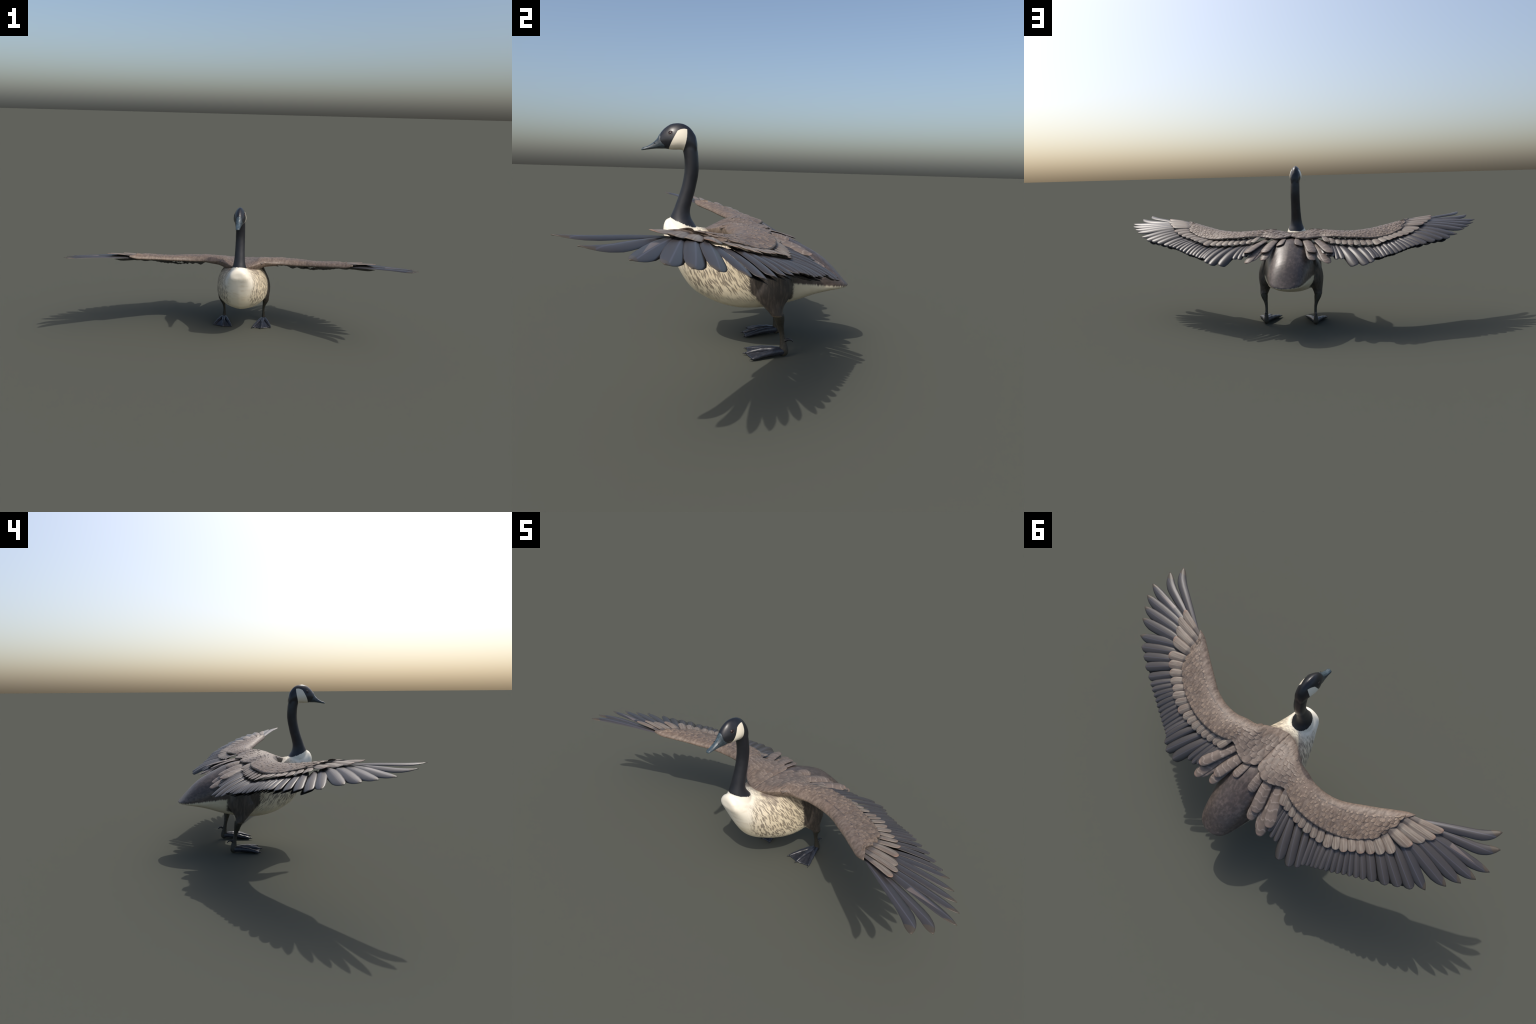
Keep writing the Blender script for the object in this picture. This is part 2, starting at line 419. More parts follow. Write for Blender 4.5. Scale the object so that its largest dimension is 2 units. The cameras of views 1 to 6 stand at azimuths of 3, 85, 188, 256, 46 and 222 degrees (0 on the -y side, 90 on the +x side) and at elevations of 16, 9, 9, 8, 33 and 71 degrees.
def head_loft():
    # y, top, bottom, half width, height of widest
    C = [(-0.1790, 0.752, 0.715, 0.010, 0.732), (-0.1830, 0.772, 0.705, 0.0185, 0.742), (-0.1920, 0.790, 0.708, 0.0235, 0.752),
         (-0.2050, 0.8060, 0.718, 0.0275, 0.760), (-0.2200, 0.8160, 0.726, 0.0315, 0.762), (-0.2400, 0.8215, 0.7285, 0.0345, 0.762),
         (-0.2580, 0.8210, 0.7275, 0.0345, 0.762), (-0.2750, 0.8165, 0.7280, 0.0318, 0.762), (-0.2900, 0.8070, 0.7300, 0.0270, 0.762),
         (-0.3020, 0.7960, 0.7315, 0.0220, 0.760), (-0.3100, 0.7860, 0.7345, 0.0180, 0.758), (-0.3140, 0.7790, 0.740, 0.0120, 0.757)]
    C = np.array(C)[::-1]; ys = np.linspace(C[0, 0], C[-1, 0], 44)
    R = spline(C[:, 0], C[:, 1:], ys); th = np.linspace(0, 2*np.pi, 56, endpoint=False)
    rings = []
    for y, (top, bot, w, zc) in zip(ys, R):
        cu, su = sup(th, 1.65); cl, sl = sup(th, 2.2); upm = np.sin(th) >= 0
        X = w*np.where(upm, cu, cl); Z = zc + np.where(upm, su*(top - zc), sl*(zc - bot))
        rings.append(np.stack([X, np.full_like(X, y), Z], 1))
    return loft(rings)

def thigh_loft(sx):
    # z, centre x, centre y, half x, half y
    C = [(0.375, 0.100, 0.100, 0.026, 0.050), (0.345, 0.109, 0.104, 0.031, 0.055), (0.300, 0.119, 0.105, 0.0410, 0.061), (0.265, 0.1255, 0.102, 0.0425, 0.064),
         (0.235, 0.129, 0.095, 0.0410, 0.070), (0.210, 0.132, 0.096, 0.0355, 0.057), (0.190, 0.136, 0.100, 0.0295, 0.040),
         (0.172, 0.140, 0.106, 0.0245, 0.029), (0.158, 0.1425, 0.1135, 0.0215, 0.0235), (0.1505, 0.143, 0.1160, 0.0200, 0.0225)]
    C = np.array(C)[::-1]; zs = np.linspace(C[0, 0], C[-1, 0], 40)
    R = spline(C[:, 0], C[:, 1:], zs); th = np.linspace(0, 2*np.pi, 40, endpoint=False)
    return loft([np.stack([sx*(cx + a*np.cos(th)), cy + b*np.sin(th), np.full_like(th, z)], 1) for z, (cx, cy, a, b) in zip(zs, R)])

def build_body():
    bm = bmesh.new()
    for V, F in (torso_loft(), neck_loft(), head_loft(), thigh_loft(1), thigh_loft(-1)):
        me = fix_normals(mesh_from('part', V, F)); bm.from_mesh(me); bpy.data.meshes.remove(me)
    me = bpy.data.meshes.new('fused'); bm.to_mesh(me); bm.free()
    ob = bpy.data.objects.new('fused', me); scene.collection.objects.link(ob)
    r = ob.modifiers.new('r', 'REMESH'); r.mode = 'VOXEL'; r.voxel_size = 0.0030; r.use_smooth_shade = True
    s = ob.modifiers.new('s', 'SMOOTH'); s.factor = 0.5; s.iterations = 9
    dg = bpy.context.evaluated_depsgraph_get(); dg.update()
    ev = bpy.data.meshes.new_from_object(ob.evaluated_get(dg))
    bpy.data.objects.remove(ob); bpy.data.meshes.remove(me)
    nv = len(ev.vertices)
    co = np.empty(nv*3); ev.vertices.foreach_get('co', co); co = co.reshape(-1, 3)
    # low relief: feather tufts on flanks and thighs, faint on the rest
    no = np.empty(nv*3); ev.vertices.foreach_get('normal', no); no = no.reshape(-1, 3)
    from mathutils import noise
    amp = np.zeros(nv)
    for i, (x, y, z) in enumerate(co):
        if z < 0.45 and y > -0.24 and abs(x) > 0.05 and z > 0.16:
            k = 0.0009 if y < 0.18 else 0.0004
            amp[i] = k * noise.noise(Vector((x*40, (y*0.85+z*0.53)*95, (z*0.85-y*0.53)*34)))
    co = co + no * amp[:, None]
    ev.vertices.foreach_set('co', co.ravel()); ev.update()
    no = np.empty(nv*3); ev.vertices.foreach_get('normal', no); no = no.reshape(-1, 3)
    return ev, co, no

body, BCO, BNO = build_body()
def region(c):
    x, y, z = c
    if y < -0.165 and z > 0.4855 - 0.40*(y + 0.277):
        return 'head' if z > 0.722 - 0.45*(y + 0.230) else 'neck'
    if abs(x) > 0.10 and z < 0.27 and (0.264 - z)*0.857 - 0.004 < y < 0.174:
        return 'leg_right' if x > 0 else 'leg_left'
    return 'tail' if y > 0.235 else 'torso'

groups = {}
for p in body.polygons:
    groups.setdefault(region(p.center), []).append(tuple(p.vertices))
parts = {}
for key, faces in groups.items():
    used = sorted({v for f in faces for v in f}); idx = {v: i for i, v in enumerate(used)}
    nm = 'leg' if key.startswith('leg') else key
    me = mesh_from(nm, BCO[used], [tuple(idx[v] for v in f) for f in faces])
    me.normals_split_custom_set_from_vertices([tuple(n) for n in BNO[used]])
    parts[key] = add(nm, me, goose, M_BODY)
bpy.data.meshes.remove(body)

# --------------------------------------------------------------------------
# beak, nostrils, eyes
# --------------------------------------------------------------------------
def bill(upper):
    # y, culmen z, mouth z, lower z, half width
    C = [(-0.2930, 0.7730, 0.7380, 0.7310, 0.0205), (-0.3050, 0.7800, 0.7392, 0.7305, 0.0212), (-0.3130, 0.7812, 0.7370, 0.7305, 0.0196), (-0.3190, 0.7694, 0.7356, 0.7303, 0.0182),
         (-0.3280, 0.7580, 0.7338, 0.7298, 0.0165), (-0.3440, 0.7450, 0.7304, 0.7278, 0.0138), (-0.3595, 0.7357, 0.7272, 0.7254, 0.0121),
         (-0.3700, 0.7325, 0.7250, 0.7238, 0.0110), (-0.3755, 0.7290, 0.7238, 0.7230, 0.0085), (-0.3775, 0.7258, 0.7236, 0.7229, 0.0045)]
    C = np.array(C)[::-1]; ys = np.concatenate([np.linspace(C[0, 0], -0.366, 8)[:-1], np.linspace(-0.366, C[-1, 0], 26)])
    R = spline(C[:, 0], C[:, 1:], ys); th = np.linspace(0, 2*np.pi, 32, endpoint=False)
    rings = []
    for y, (cz, mz, lz, w) in zip(ys, R):
        if upper:
            c, s = sup(th, 2.7); X = w*c*(1 - 0.16*np.clip(s, 0, 1))
            Z = np.where(s >= 0, mz + 0.0006 + s*(cz - mz), mz + 0.0006 + s*0.0012)
            # raised culmen ridge and hollow beside it near the base
            Z += -0.0018*np.exp(-((np.abs(c) - 0.62)/0.18)**2)*(s > 0)*np.clip((y + 0.36)/0.03, 0, 1)
        else:
            c, s = sup(th, 2.2); X = 0.90*w*c
            Z = np.where(s >= 0, mz - 0.0006 + s*0.0008, mz - 0.0006 + s*(mz - lz))
        rings.append(np.stack([X, np.full_like(X, y), Z], 1))
    V, F = loft(rings)
    return fix_normals(mesh_from('beak', V, F))
head = parts['head']
add('beak', bill(True), head, M_BEAK)
add('beak', bill(False), head, M_BEAK)

def ball(rx, ry, rz, seg=24, rg=14):
    bm = bmesh.new(); bmesh.ops.create_uvsphere(bm, u_segments=seg, v_segments=rg, radius=1)
    bmesh.ops.scale(bm, vec=(rx, ry, rz), verts=bm.verts)
    me = bpy.data.meshes.new('ball'); bm.to_mesh(me); bm.free()
    me.polygons.foreach_set('use_smooth', [True]*len(me.polygons)); return me

# surface of the head at the eye, found by casting onto the fused body points
def head_x(y, z):
    d = (BCO[:, 1] - y)**2 + (BCO[:, 2] - z)**2
    near = np.argsort(d)[:14]; return BCO[near][BCO[near, 0] > 0][:, 0].mean()
ey, ez = -0.2720, 0.7845
ex = head_x(ey, ez)
eye_me = ball(0.0074, 0.0070, 0.0046)
lid = bpy.data.meshes.new('eyelid'); bm = bmesh.new()
nR, nr = 40, 10
vs = [[bm.verts.new((( 0.0080 + 0.0012*math.cos(b))*math.cos(a), (0.0074 + 0.0012*math.cos(b))*math.sin(a), 0.0011*math.sin(b)))
       for b in np.linspace(0, 2*math.pi, nr, endpoint=False)] for a in np.linspace(0, 2*math.pi, nR, endpoint=False)]
for i in range(nR):
    for j in range(nr):
        f = bm.faces.new((vs[i][j], vs[(i+1) % nR][j], vs[(i+1) % nR][(j+1) % nr], vs[i][(j+1) % nr])); f.smooth = True
bmesh.ops.recalc_face_normals(bm, faces=bm.faces); bm.to_mesh(lid); bm.free()
nost_me = ball(0.0020, 0.0052, 0.0016)
for sx in (1, -1):
    out = Vector((sx*0.93, -0.22, 0.30)).normalized()
    q = out.to_track_quat('Z', 'Y').to_matrix().to_4x4()
    add('eye', eye_me, head, M_EYE, Matrix.Translation((sx*(ex - 0.0028), ey, ez)) @ q)
    add('eyelid', lid, head, M_LID, Matrix.Translation((sx*(ex - 0.0004), ey, ez)) @ q)
    add('nostril', nost_me, head, M_NOST, Matrix.Translation((sx*0.0134, -0.3290, 0.7478)) @ Matrix.Rotation(math.radians(-32), 4, 'X') @ Matrix.Rotation(sx*math.radians(8), 4, 'Z'))

# --------------------------------------------------------------------------
# legs: shank, webbed foot, claws
# --------------------------------------------------------------------------
def shank_mesh(sx):
    # z, cx, cy, half x, half y
    C = [(0.160, 0.1425, 0.1200, 0.0175, 0.0190), (0.148, 0.1415, 0.1210, 0.0185, 0.0200), (0.135, 0.1390, 0.1240, 0.0160, 0.0175), (0.118, 0.1345, 0.1270, 0.0112, 0.0140),
         (0.095, 0.1300, 0.1325, 0.0078, 0.0105), (0.075, 0.1290, 0.1365, 0.0072, 0.0095), (0.055, 0.1295, 0.1400, 0.0082, 0.0115), (0.040, 0.1300, 0.1425, 0.0100, 0.0140),
         (0.022, 0.1310, 0.1440, 0.0125, 0.0165), (0.008, 0.1305, 0.1440, 0.0125, 0.0150), (0.001, 0.1305, 0.1430, 0.0095, 0.0110)]
    C = np.array(C)[::-1]; zs = np.linspace(C[0, 0], C[-1, 0], 40)
    R = spline(C[:, 0], C[:, 1:], zs); th = np.linspace(0, 2*np.pi, 28, endpoint=False)
    V, F = loft([np.stack([sx*(cx + a*np.cos(th)), cy + b*np.sin(th), np.full_like(th, z)], 1) for z, (cx, cy, a, b) in zip(zs, R)])
    return V, F

HEEL = np.array((0.1305, 0.140, 0.016))
TOES = [np.array((0.0685, 0.010, 0.0055)), np.array((0.122, 0.004, 0.0055)), np.array((0.1825, 0.025, 0.0055))]

def tube(pts, rad, n=14):
    pts = np.asarray(pts, float); rings = []
    for i, p in enumerate(pts):
        t = pts[min(i+1, len(pts)-1)] - pts[max(i-1, 0)]; t /= np.linalg.norm(t)
        a = np.cross(t, (0, 0, 1)); a /= np.linalg.norm(a) + 1e-9; b = np.cross(a, t)
        th = np.linspace(0, 2*np.pi, n, endpoint=False)
        rings.append(p + rad[i]*(np.cos(th)[:, None]*a + np.sin(th)[:, None]*b))
    return loft(rings)

def foot_mesh(sx):
    bm = bmesh.new()
    def put(V, F):
        V = np.array(V); V[:, 0] *= sx
        me = fix_normals(mesh_from('tmp', V, F)); bm.from_mesh(me); bpy.data.meshes.remove(me)
    for k, tip in enumerate(TOES):
        ts = np.linspace(0, 1, 22)
        arch = 0.010*np.sin(np.pi*np.clip(ts*1.05, 0, 1))*(1.0 if k == 1 else 0.55)
        P = HEEL + (tip - HEEL)*ts[:, None]; P[:, 2] += arch
        knuckle = sum(0.0014*np.exp(-((ts - c)/0.05)**2) for c in (0.30, 0.58, 0.82))
        put(*tube(P, 0.0098*(1 - ts)**0.8 + 0.0044 + knuckle - 0.0016*(ts > 0.97)))
    # web: ruled sheets sagging between neighbouring toes, front edge scooped
    for k in (0, 1):
        A, B = TOES[k], TOES[k+1]; nu, nt = 14, 22; top = []
        for i, t in enumerate(np.linspace(0.12, 0.985, nt)):
            for j, u in enumerate(np.linspace(0, 1, nu)):
                tt = t * (1 - 0.035*math.sin(math.pi*u)*(t/0.985)**3)
                ar = 0.010*math.sin(math.pi*min(1, tt*1.05))
                ka, kb = (0.55, 1.0) if k == 0 else (1.0, 0.55)
                p = HEEL + ((A*(1-u) + B*u) - HEEL)*tt
                p[2] += ar*(ka*(1-u) + kb*u) - 0.0042*math.sin(math.pi*u)*tt + 0.0010*math.sin(u*math.pi*5)*tt*math.sin(math.pi*u)
                top.append(p)
        top = np.array(top); bot = top - np.array((0, 0, 0.0022)); V = np.vstack([top, bot]); n = len(top); F = []
        for i in range(nt-1):
            for j in range(nu-1):
                a, b, c, d = i*nu+j, i*nu+j+1, (i+1)*nu+j+1, (i+1)*nu+j
                F += [(a, b, c, d), (n+d, n+c, n+b, n+a)]
        for j in range(nu-1):
            a = (nt-1)*nu + j; F.append((a, a+1, n+a+1, n+a)); F.append((j+1, j, n+j, n+j+1))
        put(V, F)
    me = bpy.data.meshes.new('foot'); bm.to_mesh(me); bm.free()
    me.polygons.foreach_set('use_smooth', [True]*len(me.polygons)); return me

def claw_mesh():
    ts = np.linspace(0, 1, 9)
    P = np.stack([np.zeros(9), 0.0100*ts, 0.0020*np.sin(ts*2.4) - 0.0045*ts**2], 1)
    V, F = tube(P, 0.0034*(1 - ts)**0.75 + 0.0003, 10); return fix_normals(mesh_from('claw', V, F))

claw_me = claw_mesh()
for sx, key in ((1, 'leg_right'), (-1, 'leg_left')):
    leg = parts[key]
    V, F = shank_mesh(sx); add('shank', fix_normals(mesh_from('shank', V, F)), leg, M_LEG)
    add('foot', foot_mesh(sx), leg, M_FOOT)
    for tip in TOES:
        d = tip - HEEL; ang = math.atan2(-d[0]*sx, d[1])
        add('claw', claw_me, leg, M_CLAW, Matrix.Translation((sx*tip[0], tip[1], tip[2])) @ Matrix.Rotation(ang, 4, 'Z'))
    # hind toe: short, raised, hooked
    ts = np.linspace(0, 1, 12)
    P = np.stack([np.full(12, 0.1315), 0.146 + 0.031*ts, 0.056 + 0.008*np.sin(ts*2.2) - 0.012*ts**3], 1)
    V, F = tube(P, 0.0062*(1 - ts)**0.6 + 0.0006, 12); V[:, 0] *= sx
    add('hind_toe', fix_normals(mesh_from('hind_toe', V, F)), leg, M_CLAW)

# --------------------------------------------------------------------------
# wings
# --------------------------------------------------------------------------
# arm: leading edge and rear line, matched station by station (x, y, z), then upper/lower bulge
LE = np.array([(0, -.148, .447), (.04, -.138, .449), (.075, -.120, .454), (.105, -.100, .459), (.14, -.076, .460), (.185, -.061, .459),
      (.23, -.048, .457), (.28, -.046, .456), (.33, -.053, .457), (.38, -.070, .462), (.43, -.099, .470), (.47, -.123, .478),
      (.505, -.144, .484), (.54, -.167, .490), (.57, -.186, .495), (.597, -.203, .500), (.618, -.212, .504), (.640, -.217, .509)])
TE = np.array([(0, .052, .451), (.042, .088, .446), (.086, .086, .443), (.127, .066, .445), (.158, .055, .446), (.195, .070, .450),
      (.24, .083, .451), (.29, .086, .447), (.34, .083, .446), (.39, .073, .441), (.435, .059, .440), (.475, .042, .444),
      (.515, .018, .451), (.55, -.012, .463), (.577, -.045, .474), (.592, -.100, .487), (.600, -.155, .502), (.624, -.196, .509)])
LE[5:, 1] -= 0.007; LE[5:, 2] -= np.interp(np.arange(5, 18), (5, 7, 15, 17), (.003, .008, .008, .003))
UP = np.array([.007, .013, .021, .026, .024, .023, .023, .0235, .0235, .024, .022, .022, .022, .0215, .021, .017, .012, .006])
DN = np.array([.030, .036, .038, .034, .027, .020, .013, .009, .008, .008, .008, .0075, .007, .007, .007, .006, .005, .003])
SS = np.arange(len(LE), dtype=float)

def station(s):
    s = np.atleast_1d(s)
    return spline(SS, LE, s), spline(SS, TE, s), spline(SS, UP, s)[:, 0], spline(SS, DN, s)[:, 0]

def foil(t):
    return 3.05*(0.2969*np.sqrt(t) - 0.126*t - 0.3516*t**2 + 0.2843*t**3 - 0.1036*t**4)/0.305

def chord_shape(s, t):
    """thickness along the chord; over the shoulders the crest lies further back."""
    return foil(np.asarray(t, float)**np.interp(s, (3.5, 7), (1.5, 1.05)))

def arm_top(s, t):
    le, te, up, dn = station(s)
    p = le[0] + (te[0] - le[0])*t
    p[2] += up[0]*float(chord_shape(s, t)) + 0.0016*(t**3)
    return p

def arm_frame(s, t, e=0.02):
    a = arm_top(s, min(t + e, 1)) - arm_top(s, max(t - e, 0))
    b = arm_top(min(s + 0.15, SS[-1]), t) - arm_top(max(s - 0.15, 0), t)
    n = np.cross(b, a); return n/np.linalg.norm(n)

def arm_mesh(sx):
    sq = np.linspace(0, SS[-1], 110); le, te, up, dn = station(sq)
    tt = np.concatenate([[0], np.linspace(0.02, 1, 30)**1.5]); rings = []
    for i in range(len(sq)):
        U = le[i] + (te[i]-le[i])*tt[:, None]; D = U.copy()
        U[:, 2] += up[i]*chord_shape(sq[i], tt) + 0.0016*tt**3
        # faint overlapping tufts along the leading edge
        U[:, 2] += 0.0007*np.sin(sq[i]*7.5 + 3*tt)*np.exp(-((tt-0.12)/0.12)**2)
        D[:, 2] -= dn[i]*foil(tt)*np.clip(1.15 - tt, 0, 1) + 0.004*np.clip(tt*5, 0, 1)
        ring = np.vstack([U, D[::-1][:-1]]); ring[:, 0] *= sx; rings.append(ring)
    V, F = loft(rings); return fix_normals(mesh_from('wing', V, F))

def profile(kind, t):
    """half-width factor along the feather (t: 0 root .. 1 tip)."""
    if kind == 'primary':
        k = [(0, .45), (.2, .76), (.4, .98), (.65, 1.0), (.80, .93), (.90, .70), (.96, .40), (1, .04)]
    elif kind == 'outer':
        k = [(0, .40), (.3, .72), (.6, .90), (.80, 1.0), (.90, .90), (.96, .58), (1, .04)]
    elif kind == 'secondary':
        k = [(0, .50), (.3, .85), (.6, 1.0), (.85, 1.0), (.94, .86), (.98, .58), (1, .22)]
    elif kind == 'covert':
        k = [(0, .62), (.3, .86), (.6, 1.0), (.82, .98), (.93, .78), (.98, .50), (1, .25)]
    elif kind == 'tertial':
        k = [(0, .70), (.3, .92), (.6, 1.0), (.82, .98), (.92, .84), (.97, .60), (1, .25)]
    else:
        k = [(0, .60), (.3, .90), (.55, 1.0), (.75, .95), (.90, .68), (.97, .38), (1, .12)]
    k = np.array(k); return np.interp(t, k[:, 0], k[:, 1])

def feather(kind, length, width, mid=(0, 0), camber=0.10, skew=0.0, thick=0.0016, nt=20, nw=9, droop=0.0):
    """Cambered vane in local space: y root->tip, x across (leading side +), z up."""
    ts = np.concatenate([np.linspace(0, 0.8, nt - 8, endpoint=False), np.linspace(0.8, 1, 8)])
    us = np.linspace(-1, 1, nw); top = []
    for t in ts:
        hw = 0.5*width*profile(kind, t); arc = 4*t*(1-t)
        cx = mid[0]*arc + skew*width*np.clip((t-0.72)/0.28, 0, 1)**2
        for u in us:
            z = mid[1]*arc - camber*width*(u*u)*(hw/(0.5*width)) - droop*width*np.clip((t-0.8)/0.2, 0, 1)**2
            z += 0.035*width*np.exp(-(u/0.10)**2)*(1-t)          # rachis
            top.append((cx + hw*u, length*t, z))
    top = np.array(top); bot = top.copy(); n = len(top)
    edge = np.tile(1 - 0.85*np.abs(us)**4, len(ts)); bot[:, 2] -= thick*edge + 0.0002
    V = np.vstack([top, bot]); F = []
    for i in range(len(ts)-1):
        for j in range(nw-1):
            a, b, c, d = i*nw+j, i*nw+j+1, (i+1)*nw+j+1, (i+1)*nw+j
            F += [(a, b, c, d), (n+d, n+c, n+b, n+a)]
    for j in range(nw-1):
        e = (len(ts)-1)*nw + j; F += [(j+1, j, n+j, n+j+1), (e, e+1, n+e+1, n+e)]
    for i in range(len(ts)-1):
        a, d = i*nw, (i+1)*nw; F.append((a, d, n+d, n+a))
        b, c = i*nw+nw-1, (i+1)*nw+nw-1; F.append((b, n+b, n+c, c))
    me = mesh_from(kind, V, F)
    return me

def frame(root, tip, across, roll=0.0):
    """object matrix: y along root->tip, x towards `across`, optional roll about y."""
    y = Vector(tip) - Vector(root); L = y.length; y.normalize()
    x = Vector(across); x = (x - y*x.dot(y)).normalized(); z = x.cross(y)
    if z.z < 0: raise ValueError('feather upside down')
    if roll: R = Matrix.Rotation(roll, 3, y); x = R @ x; z = R @ z
    return Matrix(((x.x, y.x, z.x, root[0]), (x.y, y.y, z.y, root[1]), (x.z, y.z, z.z, root[2]), (0, 0, 0, 1))), L

MIRROR = Matrix.Diagonal((-1, 1, 1, 1))
wings = [add('wing', arm_mesh(1), goose, M_ARM), add('wing', arm_mesh(-1), goose, M_ARM)]

def both(name, me, mat, M):
    add(name, me, wings[0], mat, M)
    add(name, me, wings[1], mat, MIRROR @ M)

# --- flight feathers: (tip, base where it leaves the coverts), outermost first
FL = [((.934, -.396, .534), (.720, -.255, .512), .046), ((.972, -.339, .520), (.740, -.240, .510), .047), ((.999, -.245, .500), (.770, -.205, .507), .049),
      ((.978, -.187, .489), (.767, -.179, .503), .052), ((.946, -.139, .476), (.753, -.146, .498), .053), ((.912, -.091, .465), (.735, -.112, .491), .053),
      ((.863, -.027, .444), (.712, -.086, .480), .053), ((.820, .007, .432), (.680, -.062, .472), .050), ((.778, .034, .428), (.665, -.027, .465), .048),
      ((.735, .064, .421), (.643, -.003, .457), .046), ((.688, .089, .413), (.612, .022, .447), .044), ((.653, .109, .410), (.585, .041, .441), .036),
      ((.628, .123, .406), (.568, .055, .437), .034), ((.603, .136, .399), (.547, .063, .433), .033), ((.580, .148, .391), (.532, .074, .430), .033),
      ((.558, .161, .382), (.517, .088, .425), .032), ((.538, .172, .374), (.500, .097, .421), .032), ((.515, .184, .371), (.484, .108, .416), .032),
      ((.494, .195, .368), (.468, .115, .410), .032), ((.476, .204, .362), (.448, .123, .406), .031), ((.460, .212, .358), (.430, .127, .402), .031),
      ((.443, .221, .360), (.406, .129, .403), .032), ((.425, .233, .356), (.386, .130, .403), .034), ((.415, .255, .342), (.353, .131, .404), .042),
      ((.386, .276, .334), (.305, .128, .408), .050), ((.334, .283, .331), (.262, .130, .410), .054), ((.272, .238, .356), (.240, .127, .411), .030),
      ((.246, .238, .354), (.222, .122, .412), .030), ((.222, .226, .366), (.205, .120, .414), .032), ((.202, .218, .372), (.186, .112, .420), .044), ((.180, .200, .378), (.166, .100, .424), .044)]
ntip = len(FL)
tips = np.array([f[0] for f in FL])
for i, (tip, base, w) in enumerate(FL):
    tip = np.array(tip); base = np.array(base)
    a, b = tips[max(i-1, 0)], tips[min(i+1, ntip-1)]
    across = a - b
    if i == 0: across = np.array((.02, -.10, .012))
    if i >= 25: across = np.array((.10, -.01, .01))
    vis = np.linalg.norm(tip - base); ext = 0.075 if i > 6 else 0.11
    root = base + (base - tip)/vis*ext
    tip[2] += 0.001 if i < 15 else 0.004
    base[2] -= 0.002
    root[2] = min(root[2], base[2] + 0.010) - (0.010 if i < 8 else 0.005)
    prim = i < 11
    sk = (0.66 if i < 2 else 0.20 if i < 7 else 0.10) if prim else 0.0
    roll = math.radians(-2 if i < 2 else -7 if i < 7 else -9)
    M, L = frame(root, tip, across, roll)
    M, L = frame(root, tip - sk*w*np.array(M.col[0][:3]), across, roll)   # so the skewed point lands on the tip
    tb = ext/(ext + vis)
    loc = M.inverted() @ Vector(base); arc = 4*tb*(1-tb)
    me = feather('outer' if i < 2 else 'primary' if i < 7 else 'secondary', L, w, (loc.x/arc*0.6 if i > 1 else 0, loc.z/arc*0.9), camber=0.14 if prim else 0.20, skew=sk)
    both('primary_feather' if prim else 'secondary_feather', me, M_PALE if i == 2 else M_PRIM if i < 7 else M_SEC, M)
    # dark under-layer feather below, hinged at the root and hanging a little lower at the tip
    if 6 < i < 23:
        drop = 0.009 if i < 7 else 0.014 if i < 10 else 0.017 if i < 22 else 0.009
        Mu, Lu = frame(root + np.array((0, 0, -0.007)), tip - sk*w*np.array(M.col[0][:3]) + np.array((-0.008, 0.003, -drop)), across, roll)
        both('underwing_feather', feather('secondary', Lu - 0.012, w*1.2, (0, 0.0), camber=0.08, nt=14, nw=5), M_UND, Mu)

# --- greater coverts: (tip, root), outermost first
CT = [(.764, -.231, .523), (.757, -.188, .513), (.733, -.151, .502), (.705, -.103, .495), (.671, -.042, .476), (.641, -.011, .465), (.611, .014, .454), (.578, .041, .448),
      (.546, .059, .442), (.521, .083, .436), (.489, .098, .428), (.455, .115, .415), (.416, .121, .413), (.385, .124, .412), (.350, .128, .413), (.316, .128, .414),
      (.288, .126, .416), (.257, .122, .418), (.224, .116, .420), (.200, .112, .428)]
CR = [(.636, -.200, .512), (.600, -.172, .508), (.594, -.143, .502), (.592, -.112, .488), (.588, -.078, .478), (.577, -.046, .473), (.559, -.019, .466), (.534, .002, .459),
      (.509, .022, .450), (.481, .040, .446), (.454, .052, .441), (.425, .063, .440), (.391, .073, .440), (.361, .080, .442), (.331, .084, .444), (.303, .086, .446),
      (.272, .085, .445), (.241, .082, .447), (.209, .077, .452), (.181, .066, .456)]
CWID = [.037, .041, .044, .047, .047, .045, .041, .040, .039, .039, .038, .043, .038, .035, .039, .035, .035, .034, .036, .044]
ct = np.array(CT)
for i, (tip, root) in enumerate(zip(CT, CR)):
    tip = np.array(tip); root = np.array(root)
    a, b = ct[max(i-1, 0)], ct[min(i+1, len(ct)-1)]
    d = (root - tip)/np.linalg.norm(root - tip)
    r2 = root + d*0.028; r2[2] = root[2] - (0.010 if i < 3 else 0.003)
    M, L = frame(r2, tip + np.array((0, 0, 0.001)), a - b, math.radians(-6))
    me = feather('covert', L, CWID[i], (0, 0.003 if i > 3 else 0.004), camber=0.10, skew=0.25 if i < 4 else 0.0, thick=0.0022)
    both('greater_covert', me, M_COV, M)

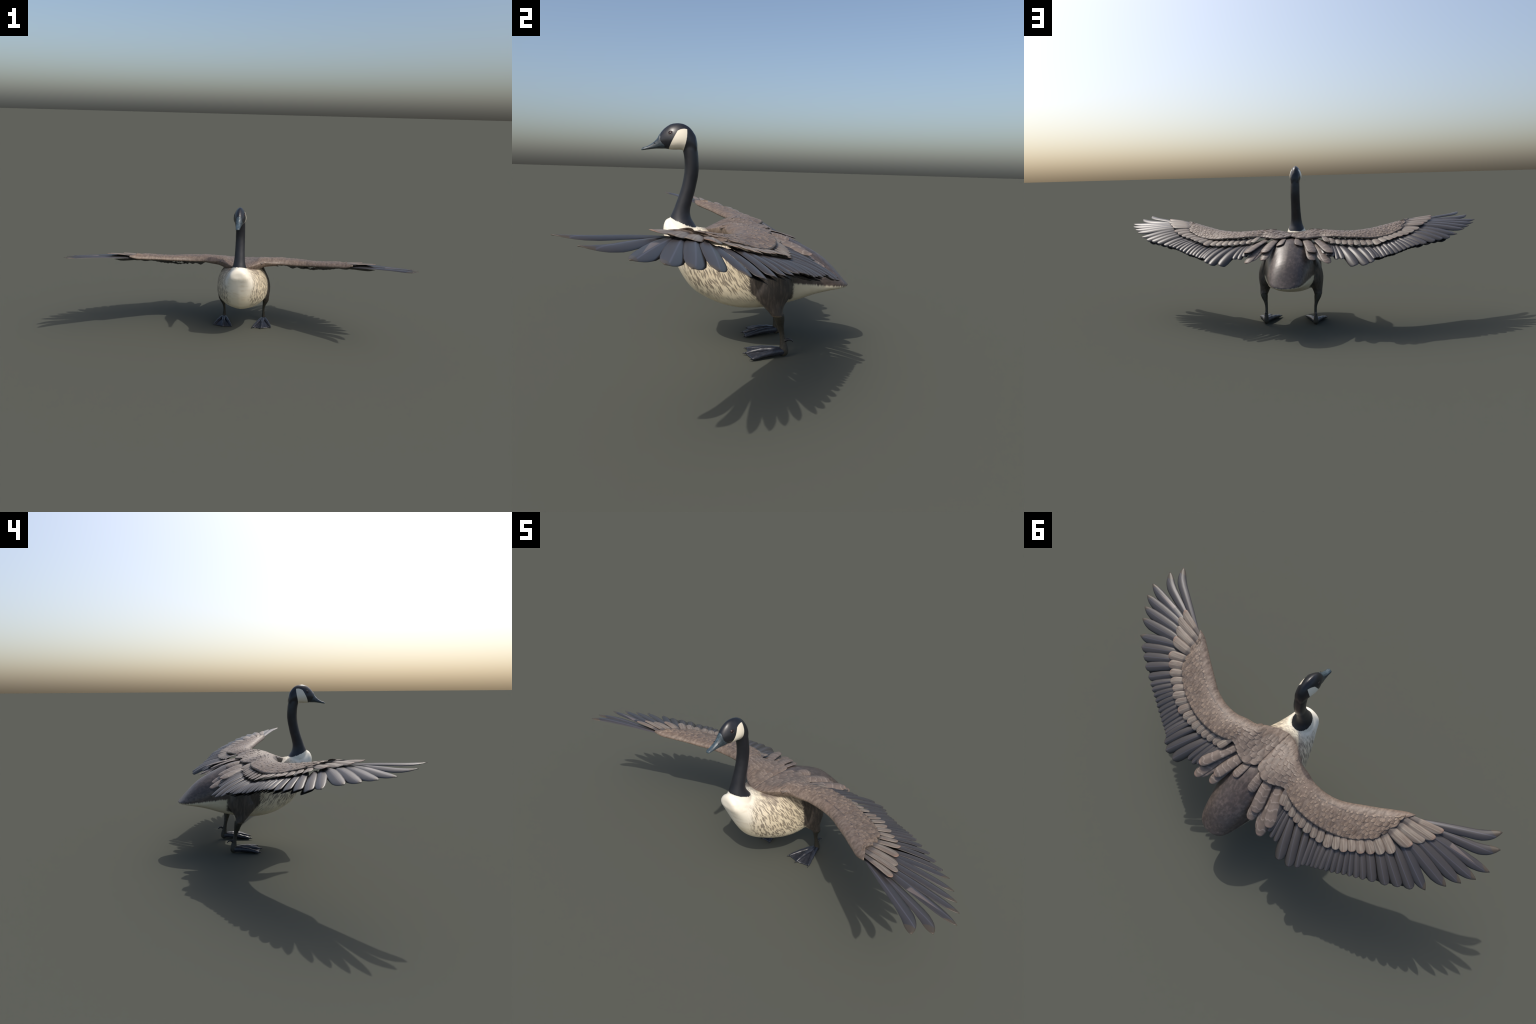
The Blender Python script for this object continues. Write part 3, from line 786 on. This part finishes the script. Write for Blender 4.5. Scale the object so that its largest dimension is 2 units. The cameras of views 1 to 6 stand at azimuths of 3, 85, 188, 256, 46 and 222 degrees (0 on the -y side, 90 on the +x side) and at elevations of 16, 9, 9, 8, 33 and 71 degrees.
# --- tertials: broad barred feathers beside the rump, two layers
TR = [((.215, .219, .391), (.139, .060, .440), .056, .006), ((.125, .211, .391), (.086, .084, .440), .056, .006), ((.052, .160, .419), (.042, .085, .441), .046, .004),
      ((.203, .267, .346), (.142, .085, .420), .054, .010), ((.125, .245, .357), (.092, .090, .422), .052, .010), ((.185, .252, .352), (.120, .085, .420), .048, .006)]
for i, (tip, root, w, bend) in enumerate(TR):
    tip = np.array(tip); root = np.array(root)
    r2 = root + (root - tip)*0.16; r2[2] = root[2] - 0.001
    M, L = frame(r2, tip, (.1, .0, -.012 if i != 2 else -0.03), math.radians(4))
    me = feather('tertial', L, w, (0, bend), camber=0.13, thick=0.003, droop=0.03)
    both('tertial_feather', me, M_TER, M)

# --- small coverts shingled over the arm and the mantle; shared meshes, varied size and tilt
small = [feather('small', 1.0, w, (0, 0.02), camber=0.10, thick=0.03, nt=12, nw=7) for w in (0.62, 0.70, 0.78)]
broad = [feather('small', 1.0, w, (0, 0.02), camber=0.07, thick=0.02, nt=12, nw=7) for w in (0.80, 0.90, 1.0)]
def shingle(name, meshes, mat, s0, s1, cols, rows, t0, t1, size, lift):
    for r in range(rows):
        tt = t1 - (t1 - t0)*r/(rows - 1)                     # rear row first
        for c in range(cols):
            s = s0 + (s1 - s0)*(c + 0.5*(r % 2) + random.uniform(-.38, .38))/cols
            if s < s0 or s > s1: continue
            le, te, up, dn = station(s); chord = np.linalg.norm(te - le)
            L = size*random.uniform(0.78, 1.25)
            t_tip = min(1.02, tt + random.uniform(-.04, .04)*(r > 0)); t_root = max(0.02, t_tip - L/chord)
            P0 = arm_top(s, t_root) - 0.0012*arm_frame(s, max(t_root, .04))
            P1 = arm_top(s, t_tip) + lift*arm_frame(s, min(t_tip, .97))
            b = arm_top(min(s + .2, SS[-1]), t_tip) - arm_top(max(s - .2, 0), t_tip)
            P1 = P1 + b/np.linalg.norm(b)*random.uniform(-.22, .22)*L
            M, ln = frame(P0, P1, b, random.uniform(-.06, .06))
            both(name, random.choice(meshes), mat, M @ Matrix.Scale(ln, 4))
shingle('lesser_covert', small, M_LES, 4.2, 15.6, 22, 6, 0.34, 0.985, 0.033, 0.0014)
shingle('scapular_feather', broad, M_SCA, 0.35, 4.6, 8, 6, 0.36, 0.99, 0.048, 0.0020)

bpy.context.view_layer.update()
